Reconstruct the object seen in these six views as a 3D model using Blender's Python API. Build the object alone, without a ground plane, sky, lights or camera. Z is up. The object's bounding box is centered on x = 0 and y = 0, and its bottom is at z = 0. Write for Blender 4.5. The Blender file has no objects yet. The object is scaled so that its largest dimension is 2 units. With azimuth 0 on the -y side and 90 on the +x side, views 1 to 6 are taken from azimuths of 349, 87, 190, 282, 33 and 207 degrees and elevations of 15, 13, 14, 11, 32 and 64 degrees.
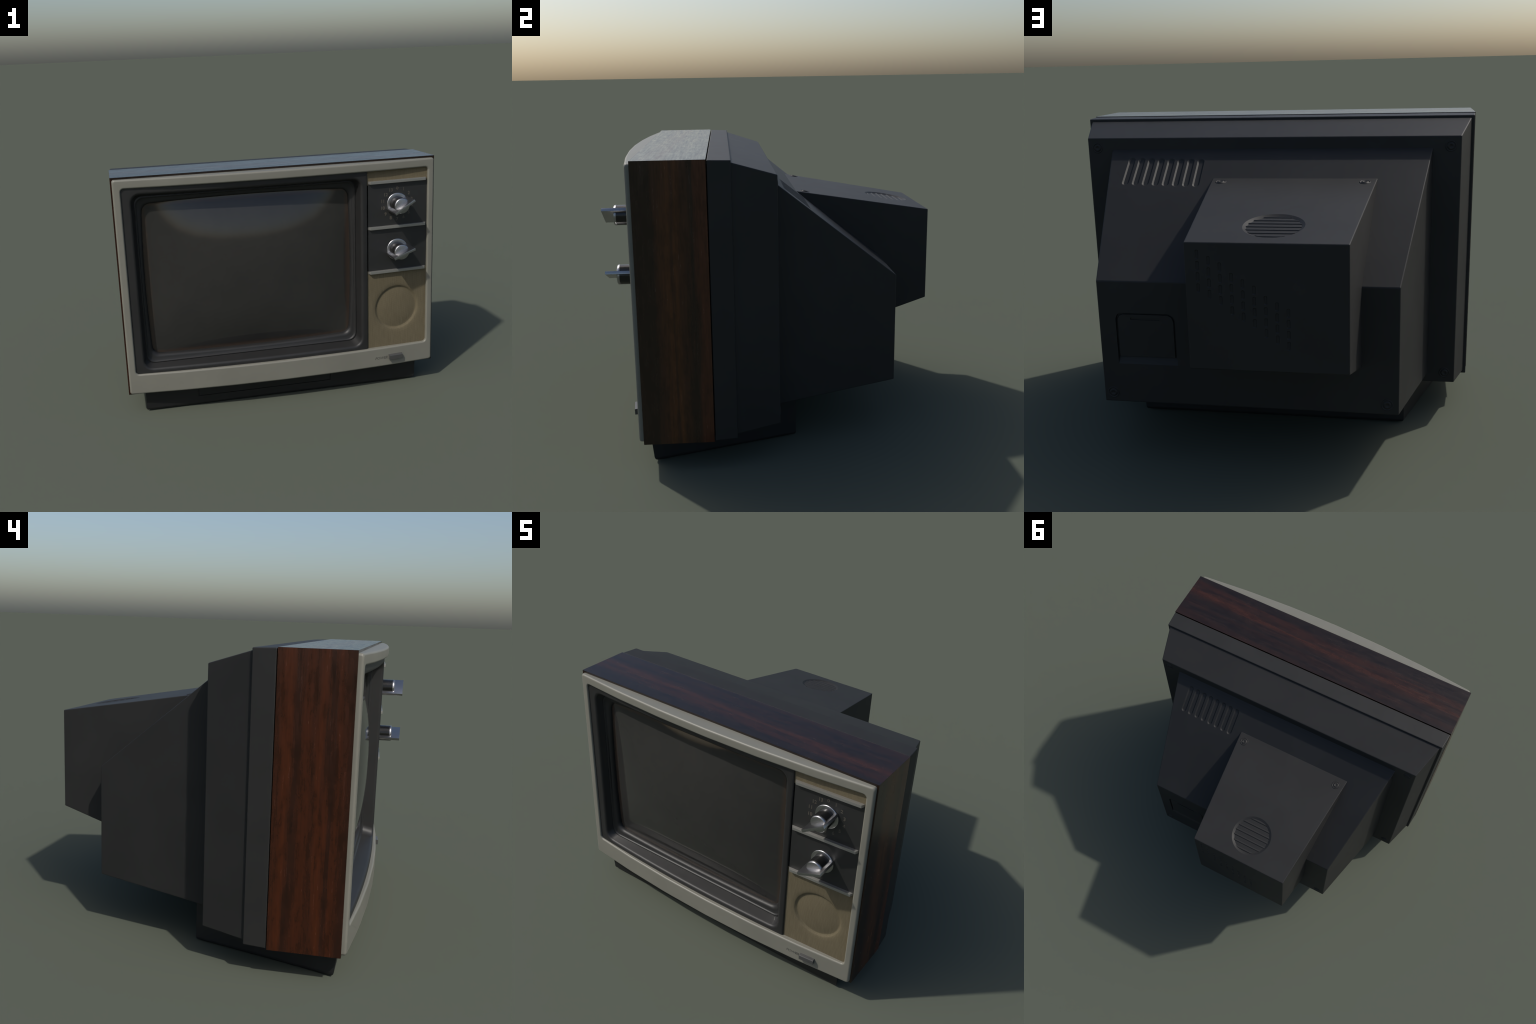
import bpy, bmesh, math
from mathutils import Vector, Matrix

D = bpy.data
COL = bpy.context.scene.collection

# ------------------------------------------------------------------ helpers
def add_object(name, mesh, parent=None, mat=None, kind=None):
    ob = D.objects.new(name, mesh)
    COL.objects.link(ob)
    if parent is not None:
        ob.parent = parent
    if mat is not None:
        mesh.materials.clear()
        mesh.materials.append(mat)
    if kind:
        ob["kind"] = kind
    return ob


def mesh_from(name, verts, faces):
    me = D.meshes.new(name)
    me.from_pydata([tuple(v) for v in verts], [], faces)
    bm = bmesh.new()
    bm.from_mesh(me)
    bmesh.ops.recalc_face_normals(bm, faces=bm.faces)
    bm.to_mesh(me)
    bm.free()
    return me


def baked(ob):
    """apply all modifiers of ob"""
    bpy.context.view_layer.update()
    dg = bpy.context.evaluated_depsgraph_get()
    me = D.meshes.new_from_object(ob.evaluated_get(dg), preserve_all_data_layers=True, depsgraph=dg)
    old = ob.data
    ob.modifiers.clear()
    ob.data = me
    me.name = old.name
    D.meshes.remove(old)
    return ob


def bevel_mesh(me, width, segments=2, angle=20):
    bm = bmesh.new()
    bm.from_mesh(me)
    bm.normal_update()
    edges = [e for e in bm.edges if len(e.link_faces) == 2 and e.calc_face_angle(0) > math.radians(angle)]
    bmesh.ops.bevel(bm, geom=edges, offset=width, offset_type='OFFSET', segments=segments,
                    profile=0.6, affect='EDGES', clamp_overlap=True)
    bm.to_mesh(me)
    bm.free()


def soft(ob, angle=40):
    """smooth shading with face weighted normals, so large faces stay flat"""
    ob.data.polygons.foreach_set("use_smooth", [True] * len(ob.data.polygons))
    ob.data.set_sharp_from_angle(angle=math.radians(angle))
    m = ob.modifiers.new("weighted", 'WEIGHTED_NORMAL')
    m.keep_sharp = True
    m.weight = 90
    return baked(ob)


def smooth(ob, angle=40):
    ob.data.polygons.foreach_set("use_smooth", [True] * len(ob.data.polygons))
    ob.data.set_sharp_from_angle(angle=math.radians(angle))
    return ob


def carve(ob, cutters):
    """boolean difference, exact solver"""
    for c in cutters:
        m = ob.modifiers.new("cut", 'BOOLEAN')
        m.operation = 'DIFFERENCE'
        m.solver = 'EXACT'
        m.object = c
    baked(ob)
    for c in cutters:
        me = c.data
        D.objects.remove(c)
        D.meshes.remove(me)


def rings_mesh(name, rings, closed_start=False, closed_end=False, matrix=None):
    """skin a list of equally long closed loops"""
    n = len(rings[0])
    verts = [v for r in rings for v in r]
    faces = []
    for k in range(len(rings) - 1):
        for i in range(n):
            j = (i + 1) % n
            faces.append((k * n + i, k * n + j, (k + 1) * n + j, (k + 1) * n + i))
    if closed_start:
        faces.append(tuple(range(n)))
    if closed_end:
        faces.append(tuple(range((len(rings) - 1) * n, len(rings) * n)))
    if matrix is not None:
        verts = [matrix @ Vector(v) for v in verts]
    return mesh_from(name, verts, faces)


def rounded_rect(x0, x1, z0, z1, r, nx=28, nz=16, nc=5, bow=0.0):
    """loop of (x, z), counter-clockwise, with outward bowed sides"""
    pts = []
    def side(a, b, n, out):
        for i in range(n):
            t = i / n
            k = bow * 4 * t * (1 - t)
            pts.append((a[0] + (b[0] - a[0]) * t + out[0] * k, a[1] + (b[1] - a[1]) * t + out[1] * k))
    def corner(cx, cz, a0):
        for i in range(nc):
            a = math.radians(a0 + 90 * i / nc)
            pts.append((cx + r * math.cos(a), cz + r * math.sin(a)))
    side((x0 + r, z0), (x1 - r, z0), nx, (0, -1)); corner(x1 - r, z0 + r, -90)
    side((x1, z0 + r), (x1, z1 - r), nz, (1, 0)); corner(x1 - r, z1 - r, 0)
    side((x1 - r, z1), (x0 + r, z1), nx, (0, 1)); corner(x0 + r, z1 - r, 90)
    side((x0, z1 - r), (x0, z0 + r), nz, (-1, 0)); corner(x0 + r, z0 + r, 180)
    return pts


def stadium(w, l, n=8, r=None):
    """rounded slot outline w wide, l long along the second axis"""
    r = w / 2 if r is None else r
    pts = []
    for cx, cy, a0 in ((w/2 - r, l/2 - r, 0), (-w/2 + r, l/2 - r, 90), (-w/2 + r, -l/2 + r, 180), (w/2 - r, -l/2 + r, 270)):
        for i in range(n + 1):
            a = math.radians(a0 + 90 * i / n)
            p = (cx + r * math.cos(a), cy + r * math.sin(a))
            if not pts or (abs(p[0] - pts[-1][0]) + abs(p[1] - pts[-1][1])) > 1e-6:
                pts.append(p)
    if abs(pts[0][0] - pts[-1][0]) + abs(pts[0][1] - pts[-1][1]) < 1e-6:
        pts.pop()
    return pts


def frame_matrix(origin, u, v):
    """local x along u, local y along v, local z = u x v, at origin"""
    u = Vector(u).normalized(); v = Vector(v).normalized(); w = u.cross(v).normalized()
    v = w.cross(u)
    m = Matrix(((u.x, v.x, w.x, origin[0]), (u.y, v.y, w.y, origin[1]), (u.z, v.z, w.z, origin[2]), (0, 0, 0, 1)))
    return m


def cutter(outline, matrix, depth, draft):
    """tapered plug: narrower by `draft` at `depth` below the surface"""
    def ring(k, h):
        cx = sum(p[0] for p in outline) / len(outline); cy = sum(p[1] for p in outline) / len(outline)
        mx = max(abs(p[0] - cx) for p in outline); my = max(abs(p[1] - cy) for p in outline)
        return [((p[0] - cx) * (1 - k / mx) + cx, (p[1] - cy) * (1 - k / my) + cy, h) for p in outline]
    me = rings_mesh("cutter", [ring(-draft, depth), ring(draft, -depth)], True, True, matrix)
    return add_object("cutter", me)


def revolve(name, profile, n=40, closed_end=True):
    rings = [[(r * math.cos(2 * math.pi * i / n), r * math.sin(2 * math.pi * i / n), h) for i in range(n)] for r, h in profile]
    return rings_mesh(name, rings, True, closed_end)


# ------------------------------------------------------------------ materials
def new_material(name):
    m = D.materials.new(name)
    m.use_nodes = True
    nt = m.node_tree
    nt.nodes.clear()
    out = nt.nodes.new("ShaderNodeOutputMaterial")
    bsdf = nt.nodes.new("ShaderNodeBsdfPrincipled")
    nt.links.new(bsdf.outputs[0], out.inputs[0])
    return m, nt, bsdf


def node(nt, kind, **kw):
    n = nt.nodes.new(kind)
    for k, v in kw.items():
        if k.startswith("_"):
            setattr(n, k[1:], v)
        else:
            n.inputs[k.replace("__", " ")].default_value = v
    return n


def math_node(nt, op, a, b=None, c=None, clamp=False):
    n = nt.nodes.new("ShaderNodeMath")
    n.operation = op
    n.use_clamp = clamp
    for i, v in enumerate((a, b, c)):
        if v is None:
            continue
        if isinstance(v, (int, float)):
            n.inputs[i].default_value = v
        else:
            nt.links.new(v, n.inputs[i])
    return n.outputs[0]


def ramp(nt, fac, stops, interp='EASE'):
    n = nt.nodes.new("ShaderNodeValToRGB")
    n.color_ramp.interpolation = interp
    el = n.color_ramp.elements
    while len(el) < len(stops):
        el.new(0.5)
    for e, (p, c) in zip(el, stops):
        e.position = p
        e.color = (*c, 1)
    nt.links.new(fac, n.inputs[0])
    return n.outputs[0]


def mix_color(nt, fac, a, b, blend='MIX'):
    n = nt.nodes.new("ShaderNodeMix")
    n.data_type = 'RGBA'
    n.blend_type = blend
    for sock, v in ((n.inputs[0], fac), (n.inputs[6], a), (n.inputs[7], b)):
        if isinstance(v, (int, float)):
            sock.default_value = v
        elif isinstance(v, tuple):
            sock.default_value = (*v, 1)
        else:
            nt.links.new(v, sock)
    return n.outputs[2]


def noise(nt, vec, scale, detail=3.0, rough=0.55, distortion=0.0):
    n = node(nt, "ShaderNodeTexNoise", Scale=scale, Detail=detail, Roughness=rough, Distortion=distortion)
    nt.links.new(vec, n.inputs["Vector"])
    return n.outputs[0]


def mapped(nt, scale=(1, 1, 1), loc=(0, 0, 0)):
    tc = nt.nodes.new("ShaderNodeTexCoord")
    mp = node(nt, "ShaderNodeMapping", Scale=scale, Location=loc)
    nt.links.new(tc.outputs["Object"], mp.inputs["Vector"])
    return mp.outputs[0], tc.outputs["Object"]


def bump(nt, bsdf, height, strength, dist=0.002):
    b = node(nt, "ShaderNodeBump", Strength=strength, Distance=dist)
    nt.links.new(height, b.inputs["Height"])
    nt.links.new(b.outputs[0], bsdf.inputs["Normal"])


def plastic(name, color, rough, vary=0.08, grain=0.05, spec=0.5, blotch=0.05):
    m, nt, b = new_material(name)
    v, _ = mapped(nt)
    big = noise(nt, v, 4.0, 4.0, 0.6)
    dark = tuple(c * (1 - vary) for c in color)
    light = tuple(c * (1 + vary) for c in color)
    nt.links.new(ramp(nt, big, [(0.3, dark), (0.7, light)]), b.inputs["Base Color"])
    r = math_node(nt, 'MULTIPLY_ADD', noise(nt, v, 9.0, 5.0, 0.65), blotch, rough - blotch / 2)
    nt.links.new(r, b.inputs["Roughness"])
    b.inputs["Specular IOR Level"].default_value = spec
    if grain:
        bump(nt, b, noise(nt, v, 420.0, 2.0, 0.5), grain, 0.0008)
    return m


def wood(name, grain_axis, stops, slant=0.0, seed=0.0):
    """glossy veneer; colour bands run along grain_axis, placed across the depth of the cabinet"""
    m, nt, b = new_material(name)
    s = [16.0, 16.0, 16.0]
    s[grain_axis] = 0.9
    v, obj = mapped(nt, tuple(s), (seed, seed * 1.7, seed * 0.6))
    s2 = [110.0, 110.0, 110.0]
    s2[grain_axis] = 5.0
    v2, _ = mapped(nt, tuple(s2), (seed * 3, 0, seed))
    s3 = [30.0, 30.0, 30.0]
    s3[grain_axis] = 9.0
    v3, _ = mapped(nt, tuple(s3), (seed, seed, 0))
    sep = nt.nodes.new("ShaderNodeSeparateXYZ")
    nt.links.new(obj, sep.inputs[0])
    # 0 at the front edge of the cabinet, 1 at its back edge
    t = math_node(nt, 'MULTIPLY_ADD', sep.outputs["Y"], 1 / 0.339, 0.705 / 0.339)
    t = math_node(nt, 'MULTIPLY_ADD', sep.outputs[grain_axis], slant, t)
    wob = noise(nt, v, 1.0, 4.0, 0.6)
    t = math_node(nt, 'ADD', t, math_node(nt, 'MULTIPLY_ADD', wob, 0.40, -0.20))
    bands = ramp(nt, t, stops, 'EASE')
    fine = noise(nt, v2, 1.0, 3.0, 0.6)
    pores = noise(nt, v3, 1.0, 5.0, 0.7)
    c = mix_color(nt, 1.0, bands, ramp(nt, fine, [(0.3, (0.84, 0.84, 0.84)), (0.7, (1.14, 1.12, 1.08))]), 'MULTIPLY')
    c = mix_color(nt, 1.0, c, ramp(nt, pores, [(0.32, (0.68, 0.70, 0.72)), (0.58, (1.08, 1.08, 1.08))]), 'MULTIPLY')
    nt.links.new(c, b.inputs["Base Color"])
    b.inputs["Specular IOR Level"].default_value = 0.5
    r = math_node(nt, 'MULTIPLY_ADD', math_node(nt, 'ADD', pores, fine), 0.22, 0.0)
    nt.links.new(r, b.inputs["Roughness"])
    v4_, _ = mapped(nt, (11.0, 11.0, 11.0), (seed, 0, seed))
    mottle = noise(nt, v4_, 1.0, 3.0, 0.55)
    bump(nt, b, math_node(nt, 'MULTIPLY_ADD', mottle, 5.0, math_node(nt, 'ADD', fine, pores)), 0.07, 0.001)
    return m


W_LO = (0.0115, 0.0066, 0.0048)  # top palette: same veneer, tinted darker to match its navy sky reflection
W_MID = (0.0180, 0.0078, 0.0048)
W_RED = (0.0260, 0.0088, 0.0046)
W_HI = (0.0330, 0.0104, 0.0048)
L_LO = (0.0235, 0.0070, 0.0034)  # sunlit left side: red raised, green and blue cut against reflection haze
L_MID = (0.0320, 0.0084, 0.0032)
L_RED = (0.0420, 0.0100, 0.0031)
L_HI = (0.0500, 0.0116, 0.0032)
R_LO = (0.0230, 0.0104, 0.0054)  # right side: base lightened and warmed to offset the bluish shade there
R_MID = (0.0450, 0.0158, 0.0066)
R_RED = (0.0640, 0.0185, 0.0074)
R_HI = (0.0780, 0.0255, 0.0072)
mat_wood_left = wood("wood_veneer", 2, [(0.0, L_LO), (0.07, L_MID), (0.17, L_RED), (0.26, L_LO), (0.36, L_HI), (0.47, L_MID),
                                        (0.58, L_RED), (0.74, L_LO), (0.86, L_HI), (1.0, L_MID)], 0.0, 0.7)
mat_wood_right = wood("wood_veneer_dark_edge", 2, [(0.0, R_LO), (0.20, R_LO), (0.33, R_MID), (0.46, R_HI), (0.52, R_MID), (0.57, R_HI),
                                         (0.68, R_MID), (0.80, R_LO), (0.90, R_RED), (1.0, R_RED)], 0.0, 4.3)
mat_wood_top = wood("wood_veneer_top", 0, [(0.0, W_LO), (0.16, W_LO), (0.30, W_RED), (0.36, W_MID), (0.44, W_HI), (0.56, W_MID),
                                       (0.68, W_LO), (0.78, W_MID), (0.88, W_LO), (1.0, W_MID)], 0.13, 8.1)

mat_body = plastic("black_plastic", (0.0212, 0.0209, 0.0202), 0.55, 0.08, 0.03, 0.28)
mat_base = plastic("dark_base_plastic", (0.0135, 0.0138, 0.014), 0.5, 0.08, 0.05, 0.35)
mat_mask = plastic("grey_black_plastic", (0.0178, 0.0177, 0.0175), 0.48, 0.08, 0.01, 0.38)
mat_dial = plastic("dial_plate_black", (0.0165, 0.0168, 0.0165), 0.5, 0.05, 0.02)
mat_bezel = plastic("warm_grey_plastic", (0.178, 0.174, 0.145), 0.45, 0.04, 0.04, 0.45)
mat_number = plastic("faded_number_paint", (0.075, 0.066, 0.052), 0.6, 0.2, 0.0)
mat_label = plastic("dark_label_paint", (0.085, 0.083, 0.070), 0.5, 0.1, 0.0)


def chrome(name, color, rough, fleck):
    m, nt, b = new_material(name)
    v, _ = mapped(nt)
    n = noise(nt, v, 260.0, 4.0, 0.7)
    nt.links.new(ramp(nt, n, [(0.3, tuple(c * (1 - fleck) for c in color)), (0.7, color)]), b.inputs["Base Color"])
    b.inputs["Metallic"].default_value = 1.0
    nt.links.new(math_node(nt, 'MULTIPLY_ADD', n, 0.16, rough - 0.06), b.inputs["Roughness"])
    return m

mat_chrome = chrome("worn_chrome", (0.43, 0.43, 0.44), 0.30, 0.22)
mat_strip = chrome("brushed_trim_metal", (0.33, 0.325, 0.30), 0.36, 0.12)
mat_strip.node_tree.nodes["Principled BSDF"].inputs["Metallic"].default_value = 0.62
mat_button = plastic("power_button_grey", (0.060, 0.060, 0.058), 0.34, 0.1, 0.03)
mat_knob = plastic("glossy_knob_black", (0.008, 0.008, 0.008), 0.24, 0.05, 0.0, 0.6)

# speaker cloth: fine weave
m, nt, b = new_material("beige_speaker_cloth")
v, obj = mapped(nt)
wx = node(nt, "ShaderNodeTexWave", Scale=70.0, Distortion=1.5, Detail=2.0, _wave_type='BANDS', _bands_direction='X')
wz = node(nt, "ShaderNodeTexWave", Scale=70.0, Distortion=1.5, Detail=2.0, _wave_type='BANDS', _bands_direction='Z')
nt.links.new(v, wx.inputs["Vector"]); nt.links.new(v, wz.inputs["Vector"])
weave = math_node(nt, 'MULTIPLY', wx.outputs["Fac"], wz.outputs["Fac"])
streak, _ = mapped(nt, (120, 120, 14))
weave = math_node(nt, 'MULTIPLY_ADD', noise(nt, streak, 1.0, 3.0, 0.6), 0.8, weave)
nt.links.new(ramp(nt, weave, [(0.25, (0.102, 0.083, 0.049)), (1.0, (0.150, 0.126, 0.078))]), b.inputs["Base Color"])
b.inputs["Roughness"].default_value = 0.8
b.inputs["Specular IOR Level"].default_value = 0.25
bump(nt, b, weave, 0.35, 0.0015)
mat_cloth = m

# picture tube glass: dark, glossy, dust and brown grime along its rim
SX0, SX1, SZ0, SZ1 = -0.836, 0.456, 0.372, 1.335
m, nt, b = new_material("dark_screen_glass")
v, obj = mapped(nt)
sep = nt.nodes.new("ShaderNodeSeparateXYZ")
nt.links.new(obj, sep.inputs[0])
u = math_node(nt, 'ABSOLUTE', math_node(nt, 'MULTIPLY_ADD', sep.outputs["X"], 2 / (SX1 - SX0), -(SX1 + SX0) / (SX1 - SX0)))
w = math_node(nt, 'ABSOLUTE', math_node(nt, 'MULTIPLY_ADD', sep.outputs["Z"], 2 / (SZ1 - SZ0), -(SZ1 + SZ0) / (SZ1 - SZ0)))
edge = math_node(nt, 'MAXIMUM', u, w)
rag = noise(nt, v, 22.0, 5.0, 0.7)
edge = math_node(nt, 'MULTIPLY_ADD', rag, 0.05, edge)
dust = noise(nt, v, 5.0, 6.0, 0.65)
base = ramp(nt, dust, [(0.3, (0.0265, 0.0260, 0.0246)), (0.7, (0.0305, 0.0297, 0.0276))])
grime = ramp(nt, edge, [(0.972, (0, 0, 0)), (1.04, (1, 1, 1))], 'LINEAR')
nt.links.new(mix_color(nt, grime, base, (0.042, 0.031, 0.024)), b.inputs["Base Color"])
nt.links.new(math_node(nt, 'MULTIPLY_ADD', dust, 0.07, 0.05), b.inputs["Roughness"])
b.inputs["Specular IOR Level"].default_value = 0.5
mat_screen = m

# ------------------------------------------------------------------ the thing
tv = D.objects.new("television_set", None)
COL.objects.link(tv)
tv.empty_display_size = 0.3
tv["label"] = "vintage portable television with wood veneer cabinet and chrome dials"
tv["category"] = "television"

# ---- wood cabinet: four mitred veneer panels
WX, WZ0, WZ1, WYF, WYB, TH = 1.0, 0.1430, 1.5035, -0.705, -0.366, 0.022


def panel(a, b, a_in, b_in, mat):
    """a, b: outer corner points (x, z); a_in, b_in: the mitred inner ones"""
    vs = []
    for y in (WYF, WYB):
        vs += [(a[0], y, a[1]), (b[0], y, b[1]), (b_in[0], y, b_in[1]), (a_in[0], y, a_in[1])]
    fs = [(0, 1, 2, 3), (4, 5, 6, 7), (0, 1, 5, 4), (1, 2, 6, 5), (2, 3, 7, 6), (3, 0, 4, 7)]
    me = mesh_from("wood_panel", vs, fs)
    bevel_mesh(me, 0.0012, 2)
    return soft(add_object("wood_panel", me, tv, mat))

c = [(-WX, WZ0), (WX, WZ0), (WX, WZ1), (-WX, WZ1)]
ci = [(-WX + TH, WZ0 + TH), (WX - TH, WZ0 + TH), (WX - TH, WZ1 - TH), (-WX + TH, WZ1 - TH)]
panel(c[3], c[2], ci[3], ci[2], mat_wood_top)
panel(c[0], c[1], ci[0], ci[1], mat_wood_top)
panel(c[0], c[3], ci[0], ci[3], mat_wood_left)
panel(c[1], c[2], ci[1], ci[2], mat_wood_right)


# ---- front bezel: bowed picture frame
def front(x):
    """y of the bowed front face: six flat facets set on a shallow arc"""
    def arc(t):
        return -0.7855 + 0.0575 * (t / 0.985) ** 2
    k = x / 0.33
    i = math.floor(k)
    return arc(i * 0.33) + (arc((i + 1) * 0.33) - arc(i * 0.33)) * (k - i)


def mask_front(x):
    """y of the screen surround, which bows less than the bezel"""
    return -0.7617 + 0.0459 * x * x


def loop(pts, dy=None, y=None, base=None):
    base = base or front
    return [(x, base(x) + dy if y is None else y, z) for x, z in pts]

BO = (-0.991, 0.991, 0.1520, 1.4915)
BI = (-0.945, 0.950, 0.281, 1.438)


def inset(r, k):
    return (r[0] + k, r[1] - k, r[2] + k, r[3] - k)


def fillet(rect_fn, sign, r, n, y0):
    """quarter-round rim: list of (inset, dy)"""
    return [(r * (1 - math.cos(math.pi / 2 * i / n)), y0 + r * (1 - math.sin(math.pi / 2 * i / n))) for i in range(n + 1)]

rings = [loop(rounded_rect(*BO, 0.012), y=-0.69)]
for k, dy in fillet(None, 1, 0.011, 4, 0.0):
    rings.append(loop(rounded_rect(*inset(BO, k), 0.014), dy=dy))
for k, dy in reversed(fillet(None, -1, 0.010, 4, 0.0)):
    rings.append(loop(rounded_rect(*inset(BI, -k), 0.02 + k), dy=dy))
rings.append(loop(rounded_rect(*BI, 0.02), y=-0.66))
bezel = add_object("front_bezel", rings_mesh("front_bezel", rings), tv, mat_bezel)
soft(bezel, 60)

# ---- screen surround: stepped funnel towards the tube
MO = (-0.958, 0.548, 0.266, 1.452)
L1 = (-0.886, 0.503, 0.312, 1.394)
L2 = (-0.868, 0.486, 0.332, 1.374)
L3 = (-0.831, 0.449, 0.377, 1.330)
rings = [loop(rounded_rect(*MO, 0.006), y=-0.65),
         loop(rounded_rect(*MO, 0.006), dy=0.0085, base=mask_front),
         loop(rounded_rect(*inset(MO, 0.0025), 0.006), dy=0.0025, base=mask_front),
         loop(rounded_rect(*inset(MO, 0.008), 0.006), dy=0.0, base=mask_front)]
for k, dy in [(-0.019, 0.0), (-0.0135, 0.0008), (-0.0082, 0.0029), (-0.0040, 0.0068), (-0.0010, 0.0122), (0.0, 0.0175)]:
    rings.append(loop(rounded_rect(*inset(L1, k), 0.05 - k), dy=dy, base=mask_front))
# second step: a small bead modelled to draw a highlight line, then a flat land, then the rounded inner lip
for r, k, y, bow in [(L2, -0.0055, -0.6820, 0.0), (L2, -0.003, -0.6825, 0.0), (L2, 0.0, -0.6845, 0.0), (L2, 0.003, -0.6838, 0.0), (L2, 0.006, -0.6790, 0.0), (L2, 0.009, -0.6765, 0.002),
                     (L3, -0.022, -0.6735, 0.008), (L3, -0.0175, -0.6732, 0.009), (L3, -0.011, -0.6712, 0.010), (L3, -0.006, -0.6672, 0.011),
                     (L3, -0.002, -0.6610, 0.012), (L3, 0.001, -0.653, 0.012), (L3, 0.001, -0.630, 0.012)]:
    rings.append(loop(rounded_rect(*inset(r, k), 0.05, bow=bow), y=y))
mask = add_object("screen_surround", rings_mesh("screen_surround", rings), tv, mat_mask)
soft(mask, 60)

# ---- picture tube face: pillow-shaped glass
NU, NV = 96, 72
verts, faces = [], []
for j in range(NV + 1):
    for i in range(NU + 1):
        uu = -1.025 + 2.05 * i / NU
        vv = -1.025 + 2.05 * j / NV
        px = (SX0 + SX1) / 2 + uu * (SX1 - SX0) / 2
        pz = (SZ0 + SZ1) / 2 + vv * (SZ1 - SZ0) / 2
        a = max(0.0, 1 - abs(uu) ** 2.35)
        b_ = max(0.0, 1 - abs(vv) ** 2.5)
        verts.append((px, -0.646 - 0.077 * a * b_ - 0.005 * max(-1.0, min(1.0, vv)), pz))
for j in range(NV):
    for i in range(NU):
        k = j * (NU + 1) + i
        faces.append((k, k + 1, k + NU + 2, k + NU + 1))
screen = add_object("screen", mesh_from("screen", verts, faces), tv, mat_screen)
if screen.data.polygons[0].normal.y > 0:
    screen.data.flip_normals()
smooth(screen, 180)


# ---- control panel beside the screen
def panel_y(x):
    return -0.738 + 0.0625 * (x - 0.55)

PU = Vector((1, 0.0625, 0)).normalized()
PZ = Vector((0, 0, 1))
PC = (0.55, 0.955)


def on_panel(x, z, lift=0.0):
    """frame on the control panel: local x right, local y up, local z towards the viewer"""
    o = Vector((x, panel_y(x), z)) + Vector((0.0624, -0.998, 0)) * lift
    return frame_matrix(o, PU, PZ)

# speaker cloth with a dished round speaker
SPX, SPZ = 0.749, 0.537
n = 72
def ring_at(r, dy):
    return [(SPX + r * math.cos(2 * math.pi * i / n), panel_y(SPX + r * math.cos(2 * math.pi * i / n)) + dy, SPZ + r * math.sin(2 * math.pi * i / n)) for i in range(n)]
def square_ring(x0, x1, z0, z1):
    out = []
    for i in range(n):
        a = 2 * math.pi * i / n
        dx, dz = math.cos(a), math.sin(a)
        tx = (x1 - SPX) / dx if dx > 1e-9 else ((x0 - SPX) / dx if dx < -1e-9 else 1e9)
        tz = (z1 - SPZ) / dz if dz > 1e-9 else ((z0 - SPZ) / dz if dz < -1e-9 else 1e9)
        t = min(tx, tz)
        x = SPX + t * dx
        out.append((x, panel_y(x), SPZ + t * dz))
    return out
rings = [square_ring(0.535, 0.965, 0.262, 0.806), ring_at(0.176, 0), ring_at(0.166, 0.001), ring_at(0.158, 0.0020),
         ring_at(0.1485, 0.0034), ring_at(0.1455, 0.0050), ring_at(0.1380, 0.0122), ring_at(0.1325, 0.0130), ring_at(0.120, 0.0105), ring_at(0.05, 0.0062), ring_at(0.01, 0.0060)]
me = rings_mesh("speaker_cloth", rings, False, True)
cloth = smooth(add_object("speaker_cloth", me, tv, mat_cloth), 60)
if cloth.data.polygons[0].normal.y > 0:
    cloth.data.flip_normals()
# corners left over between the round fan and the frame, and the strip above the dials
def slab(name, x0, x1, z0, z1, lift, thick, mat, bev=0.0015, parent=tv):
    M = on_panel((x0 + x1) / 2, (z0 + z1) / 2)
    hw, hh = (x1 - x0) / 2, (z1 - z0) / 2
    vs = [(sx * hw, sy * hh, h) for h in (lift, lift - thick) for sx, sy in ((-1, -1), (1, -1), (1, 1), (-1, 1))]
    me = mesh_from(name, [M @ Vector(p) for p in vs], [(0, 1, 2, 3), (4, 5, 6, 7), (0, 1, 5, 4), (1, 2, 6, 5), (2, 3, 7, 6), (3, 0, 4, 7)])
    if bev:
        bevel_mesh(me, bev, 2)
    return soft(add_object(name, me, parent, mat))

slab("speaker_cloth", 0.535, 0.965, 1.35, 1.452, 0.0, 0.03, mat_cloth, 0)
dial_a = slab("dial_plate", 0.5535, 0.962, 1.076, 1.362, 0.002, 0.03, mat_dial)
dial_b = slab("dial_plate", 0.5535, 0.962, 0.797, 1.074, 0.002, 0.03, mat_dial)

# metal trim strips with chamfered ends
for z0 in (1.3565, 1.069, 0.782):
    M = on_panel(0.7485, z0)
    h, dpt, hb, hf = 0.0175, 0.020, 0.1975, 0.1845
    vs = [(-hb, 0, -0.004), (hb, 0, -0.004), (hb, h, -0.004), (-hb, h, -0.004),
          (-hf, 0, dpt), (hf, 0, dpt), (hf, h, dpt), (-hf, h, dpt)]
    me = mesh_from("trim_strip", [M @ Vector(p) for p in vs], [(0, 1, 2, 3), (4, 5, 6, 7), (0, 1, 5, 4), (1, 2, 6, 5), (2, 3, 7, 6), (3, 0, 4, 7)])
    bevel_mesh(me, 0.0018, 2)
    soft(add_object("trim_strip", me, tv, mat_strip))

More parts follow.
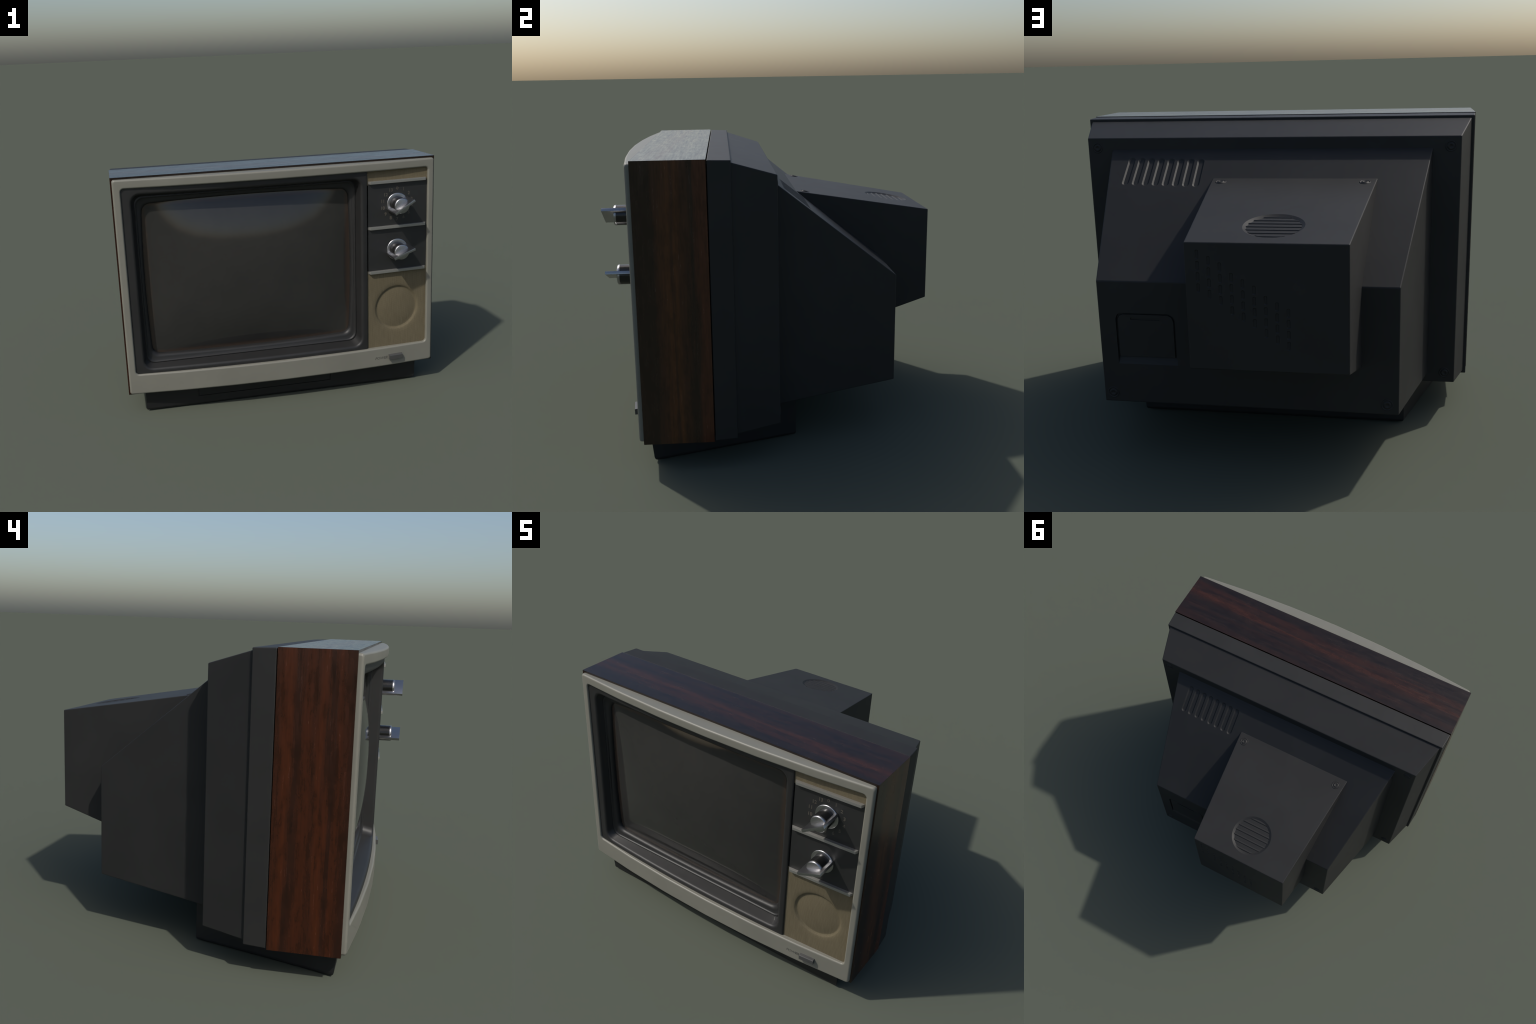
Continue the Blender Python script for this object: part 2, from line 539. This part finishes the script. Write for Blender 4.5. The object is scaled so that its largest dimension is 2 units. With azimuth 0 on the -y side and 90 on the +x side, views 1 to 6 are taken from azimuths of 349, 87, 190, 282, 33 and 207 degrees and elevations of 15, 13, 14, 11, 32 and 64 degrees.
# knobs: flange, turned body, flat grip through the axis
knob_me = revolve("knob", [(0.0500, -0.01), (0.0490, 0.0), (0.0482, 0.074)], 48)
cap_me = revolve("knob_cap", [(0.0482, 0.0735), (0.0492, 0.0745), (0.0492, 0.0795), (0.0480, 0.0840), (0.0455, 0.0868), (0.0415, 0.0882)], 48)
flange_me = revolve("knob_flange", [(0.0690, -0.004), (0.0690, 0.0035), (0.0675, 0.0055), (0.0650, 0.0065), (0.049, 0.0065)], 56)
knob_me.materials.append(mat_knob)
for me_ in (cap_me, flange_me):
    me_.materials.append(mat_chrome)
gv = [(sx * 0.0730, sy * 0.0078, h) for h in (-0.002, 0.1390) for sx, sy in ((-1, -1), (1, -1), (1, 1), (-1, 1))]
grip_me = mesh_from("knob_grip", gv, [(0, 1, 2, 3), (4, 5, 6, 7), (0, 1, 5, 4), (1, 2, 6, 5), (2, 3, 7, 6), (3, 0, 4, 7)])
bevel_mesh(grip_me, 0.0012, 2)
grip_me.materials.append(mat_chrome)
KX = 0.7485
for kz, ang in ((1.2205, 32.0), (0.9270, 21.5)):
    # knobs stand square to the cabinet
    M = frame_matrix((KX, panel_y(KX) - 0.002, kz), (1, 0, 0), (0, 0, 1))
    k = D.objects.new("knob", knob_me); COL.objects.link(k); k.parent = tv; k.matrix_local = M
    c_ = D.objects.new("knob_cap", cap_me); COL.objects.link(c_); c_.parent = k
    f = D.objects.new("knob_flange", flange_me); COL.objects.link(f); f.parent = k
    g = D.objects.new("knob_grip", grip_me); COL.objects.link(g); g.parent = k
    g.matrix_local = Matrix.Rotation(math.radians(ang), 4, 'Z')
for me_ in (knob_me, cap_me, flange_me):
    me_.polygons.foreach_set("use_smooth", [True] * len(me_.polygons))
    me_.set_sharp_from_angle(angle=math.radians(35))
grip_me.polygons.foreach_set("use_smooth", [True] * len(grip_me.polygons))
grip_me.set_sharp_from_angle(angle=math.radians(50))


def text_object(name, body, size, M, mat, parent, shear=0.0, extrude=0.0006, bold=0.0):
    cu = D.curves.new(name, 'FONT')
    cu.body = body
    cu.size = size
    cu.align_x = 'CENTER'
    cu.align_y = 'CENTER'
    cu.extrude = extrude
    cu.offset = bold
    cu.shear = shear
    tmp = D.objects.new(name, cu)
    COL.objects.link(tmp)
    bpy.context.view_layer.update()
    dg = bpy.context.evaluated_depsgraph_get()
    me = D.meshes.new_from_object(tmp.evaluated_get(dg))
    D.objects.remove(tmp)
    D.curves.remove(cu)
    me.transform(M)
    return add_object(name, me, parent, mat)

for i in range(14):
    a = math.radians(90 - i * 360 / 14)
    x, z = KX + 0.100 * math.cos(a), 1.2205 + 0.098 * math.sin(a)
    text_object("dial_number", str(i), 0.0285, on_panel(x, z, 0.0022), mat_number, dial_a, bold=0.0006)

# power switch and its word on the lower rim
def on_bezel(x, z, lift=0.0):
    s = (front(x + 0.02) - front(x - 0.02)) / 0.04
    u_ = Vector((1, s, 0)).normalized()
    nrm = Vector((u_.y, -u_.x, 0))
    return frame_matrix(Vector((x, front(x), z)) + nrm * lift, u_, PZ)

text_object("power_label", "POWER", 0.0250, on_bezel(0.631, 0.2125, 0.0002), mat_label, bezel, shear=0.28)
M = on_bezel(0.7285, 0.0)
prof = [(-0.003, 0.199), (0.0195, 0.199), (0.0205, 0.2265), (0.0185, 0.2295), (-0.003, 0.2315)]
vs = [(-0.0455, z, h) for h, z in prof] + [(0.0455, z, h) for h, z in prof]
np_ = len(prof)
fs = [tuple(range(np_)), tuple(range(np_, 2 * np_))] + [(i, (i + 1) % np_, np_ + (i + 1) % np_, np_ + i) for i in range(np_)]
me = mesh_from("power_button", [M @ Vector(p) for p in vs], fs)
bevel_mesh(me, 0.0012, 2)
soft(add_object("power_button", me, tv, mat_button))


# ---- rear shell
def rect_loop(hx, z0, z1, y):
    return [(-hx, y, z0), (hx, y, z0), (hx, y, z1), (-hx, y, z1)]

me = rings_mesh("rear_collar", [rect_loop(0.976, 0.172, 1.474, -0.42), rect_loop(0.9770, 0.1680, 1.4800, -0.3620), rect_loop(0.9978, 0.1475, 1.5005, -0.3620),
                                rect_loop(0.9890, 0.1510, 1.4970, -0.2535), rect_loop(0.955, 0.185, 1.462, -0.2550), rect_loop(0.955, 0.185, 1.462, -0.30)], True, True)
bevel_mesh(me, 0.0055, 5)
soft(add_object("rear_collar", me, tv, mat_body))

me = rings_mesh("rear_housing", [rect_loop(0.9790, 0.165, 1.4895, -0.268), rect_loop(0.9165, 0.187, 1.4180, -0.0405)], True, True)
bevel_mesh(me, 0.0055, 5)
housing = add_object("rear_housing", me, tv, mat_body)
soft(housing)

# back cover: steep sloped top, narrowing to the rear
def cover_x(y):
    """left and right side of the cover at depth y"""
    k = (y + 0.043) / 0.62
    return -0.787 + (0.787 - 0.652) * k, 0.792 - (0.792 - 0.667) * k
SL = (1.362 - 0.860) / (0.577 + 0.043)
def slope_z(y):
    return 0.862 + SL * (0.577 - y)
BS = (0.293 - 0.2315) / 0.62
y0, y1 = -0.075, 0.579
vs = []
for y in (y0, y1):
    xa, xb = cover_x(y); zb = 0.2315 + BS * (y + 0.043); zt = slope_z(y)
    vs += [(xa, y, zb), (xb, y, zb), (xb, y, zt), (xa, y, zt)]
me = mesh_from("back_cover", vs, [(0, 1, 2, 3), (4, 5, 6, 7), (0, 1, 5, 4), (1, 2, 6, 5), (2, 3, 7, 6), (3, 0, 4, 7)])
bevel_mesh(me, 0.0055, 5)
cover = add_object("back_cover", me, tv, mat_body)
slope_dir = Vector((0, 1, -SL)).normalized()
# eight long cooling slots on the slope
sl = stadium(0.0345, 0.181, 8)
cuts = []
for i in range(8):
    x = 0.6695 - 0.0502 * i
    yc = 0.074 + 0.0012 * i
    M = frame_matrix((x, yc, slope_z(yc)), (-1, 0, 0), -slope_dir)
    cuts.append(cutter(sl, M, 0.0058, 0.0068))
carve(cover, cuts)
# recessed access door with a finger ledge below it
door_out = []
for px, pz in ((0.318, 0.506), (0.318, 0.685), (0.326, 0.704), (0.345, 0.716), (0.565, 0.716), (0.582, 0.708), (0.590, 0.690), (0.590, 0.506)):
    door_out.append((px, pz))
MD = frame_matrix((0, 0.579, 0), (-1, 0, 0), (0, 0, 1))
pts = [(-x, z) for x, z in door_out]
cut = cutter(pts, MD, 0.010, 0.001)
ledge = mesh_from("cutter", [(0.316, 0.585, 0.464), (0.590, 0.585, 0.464), (0.316, 0.563, 0.512), (0.590, 0.563, 0.512), (0.316, 0.585, 0.512), (0.590, 0.585, 0.512)],
                  [(0, 1, 3, 2), (2, 3, 5, 4), (4, 5, 1, 0), (0, 2, 4), (1, 5, 3)])
carve(cover, [cut, add_object("cutter", ledge)])
soft(cover, 20)
cx = sum(p[0] for p in pts) / len(pts); cz = 0.61
dpts = [((p[0] + 0.454) * 0.945 - 0.454, (p[1] - 0.608) * 0.938 + 0.608) for p in pts]
me = rings_mesh("access_door", [[(p[0], p[1], -0.011) for p in dpts], [(p[0], p[1], -0.0045) for p in dpts], [((p[0] + 0.454) * 0.985 - 0.454, (p[1] - 0.61) * 0.985 + 0.61, -0.002) for p in dpts]], True, True, MD)
door = add_object("access_door", me, cover, mat_body)
notch = rings_mesh("cutter", [[(x, z, h) for x, z in ((-0.522, 0.684), (-0.389, 0.684), (-0.389, 0.694), (-0.522, 0.694))] for h in (-0.006, 0.01)], True, True, MD)
carve(door, [add_object("cutter", notch)])
soft(door, 30)

# tube cover: the box that houses the neck of the tube
TS = (1.108 - 1.236) / (0.865 - 0.123)
def tube_top(y):
    return 1.238 + TS * (y - 0.123)
vs = []
for y in (0.09, 0.867):
    k = (y - 0.123) / (0.865 - 0.123)
    xr, xl = 0.2400 + (0.1725 - 0.2400) * k, -0.535 + (-0.466 + 0.535) * k
    zb = 0.502 + (0.590 - 0.502) / 0.288 * (y - 0.577)
    vs += [(xl, y, zb), (xr, y, zb), (xr, y, tube_top(y)), (xl, y, tube_top(y))]
me = mesh_from("tube_cover", vs, [(0, 1, 2, 3), (4, 5, 6, 7), (0, 1, 5, 4), (1, 2, 6, 5), (2, 3, 7, 6), (3, 0, 4, 7)])
bevel_mesh(me, 0.0055, 5)
tube = add_object("tube_cover", me, tv, mat_body)
# nine staggered columns of four small slots on the back
sl = stadium(0.0150, 0.0375, 4, 0.006)
cuts = []
top = 1.081
for i in range(9):
    for j in range(4):
        zc_ = top - 0.0195 - 0.0448 * j
        M = frame_matrix((0.1225 - 0.0440 * i, 0.867, zc_), (-1, 0, 0), (0, 0, 1))
        cuts.append(cutter(sl, M, 0.0034, 0.0034))
    top -= 0.040 if i % 3 == 2 else 0.0245
# join the small cutters into one
bm = bmesh.new()
for cobj in cuts:
    bm.from_mesh(cobj.data)
joined = D.meshes.new("cutter")
bm.to_mesh(joined); bm.free()
for cobj in cuts:
    me_ = cobj.data
    D.objects.remove(cobj); D.meshes.remove(me_)
# round loudspeaker grille on the top
tdir = Vector((0, 1, TS)).normalized()
GY = 0.689
MG = frame_matrix((-0.150, GY, tube_top(GY)), (1, 0, 0), tdir)
circ = [(0.126 * math.cos(2 * math.pi * i / 64), 0.126 * math.sin(2 * math.pi * i / 64)) for i in range(64)]
carve(tube, [add_object("cutter", joined), cutter(circ, MG, 0.0072, 0.0150)])
soft(tube, 20)
# louvre bars across the grille
for i in range(7):
    v_ = -0.1000 + 0.0335 * i
    half = math.sqrt(max(0.0, 0.1125 ** 2 - v_ ** 2))
    if half < 0.03:
        continue
    prof = [(-0.0075, -0.0100), (-0.0075, -0.0072), (-0.0025, -0.0038), (0.0, -0.0034), (0.0025, -0.0042), (0.0050, -0.0072), (0.0050, -0.0100)]
    vs = []
    for s_ in (-1, 1):
        for dv, h in prof:
            hv = math.sqrt(max(0.0004, 0.1130 ** 2 - (v_ + dv) ** 2))
            vs.append((s_ * hv, v_ + dv, h))
    q = len(prof)
    fs = [tuple(range(q)), tuple(range(q, 2 * q))] + [(a_, (a_ + 1) % q, q + (a_ + 1) % q, q + a_) for a_ in range(q)]
    me = mesh_from("grille_bar", [MG @ Vector(p) for p in vs], fs)
    smooth(add_object("grille_bar", me, tube, mat_body), 30)

# cover screws: sunk ring, domed head with a dimple
screw_me = revolve("cover_screw", [(0.0270, -0.002), (0.0262, 0.0010), (0.0240, 0.0030), (0.0222, 0.0026), (0.0200, 0.0002), (0.0180, 0.0002), (0.0160, 0.0030), (0.0130, 0.0048), (0.0095, 0.0046), (0.0065, 0.0020), (0.0020, 0.0014)], 32)
screw_me.materials.append(mat_body)
screw_me.polygons.foreach_set("use_smooth", [True] * len(screw_me.polygons))
spots = [(M_, par) for M_, par in
         [(frame_matrix((sx * 0.868, -0.0405, z), (-1, 0, 0), (0, 0, 1)), housing) for sx in (-1, 1) for z in (0.238, 1.370)] +
         [(frame_matrix((x, 0.579, 0.337), (-1, 0, 0), (0, 0, 1)), cover) for x in (0.626, -0.602)] +
         [(frame_matrix((x, 0.162, tube_top(0.162)), (1, 0, 0), tdir), tube) for x in (0.190, -0.481)]]
for M_, par in spots:
    s_ = D.objects.new("cover_screw", screw_me)
    COL.objects.link(s_)
    s_.parent = par
    s_.matrix_local = M_

# ---- pedestal: tapering plinth, undercut front, rounded lower edge
def plinth_loop(z, k, lean):
    """half plan of the plinth as a loop; k insets it"""
    pts = []
    yf = -0.664 - lean
    xf, xr, yr = 0.896 - k, 0.672 - k, 0.0575 - k
    N = 24
    for i in range(N + 1):
        x = -xf + 2 * xf * i / N
        pts.append((x, yf + k - 0.002 * (1 - (x / xf) ** 2), 0))
    for i in range(1, 9):
        pts.append((xf + (xr - xf) * i / 8, yf + k + (yr - yf - k) * i / 8, 0))
    pts.append((-xr, yr, 0))
    for i in range(1, 8):
        pts.append((-xr + (-xf + xr) * i / 8, yr + (yf + k - yr) * i / 8, 0))
    return [(p[0], p[1], z(p[1]) if callable(z) else z) for p in pts]

rings = [plinth_loop(0.0, 0.020, 0.0), plinth_loop(0.0015, 0.013, 0.0), plinth_loop(0.006, 0.005, 0.001), plinth_loop(0.013, 0.001, 0.003), plinth_loop(0.022, 0.0, 0.005),
         plinth_loop(lambda y: 0.165 + (0.26 - 0.165) * max(0.0, (y + 0.28) / 0.337), 0.0, 0.020)]
me = rings_mesh("pedestal", rings, True, True)
ped = add_object("pedestal", me, tv, mat_base)
# cover plate let into the front of the plinth, with a narrow gap around it
def plate(name, x0, x1, z0, z1, out, back):
    def y_at(z):
        return -0.6655 - 0.005 - 0.015 * (z - 0.022) / 0.143
    vs = [(x, y_at(z) - d, z) for z in (z0, z1) for d in (out, -back) for x in (x0, x1)]
    return mesh_from(name, vs, [(0, 1, 3, 2), (4, 5, 7, 6), (0, 1, 5, 4), (2, 3, 7, 6), (0, 2, 6, 4), (1, 3, 7, 5)])

carve(ped, [add_object("cutter", plate("cutter", -0.564, 0.310, 0.064, 0.158, 0.02, 0.006))])
soft(ped, 50)
me = plate("pedestal_plate", -0.560, 0.306, 0.068, 0.157, 0.0005, 0.008)
bevel_mesh(me, 0.001, 2)
soft(add_object("pedestal_plate", me, ped, mat_base), 50)

bpy.context.view_layer.update()
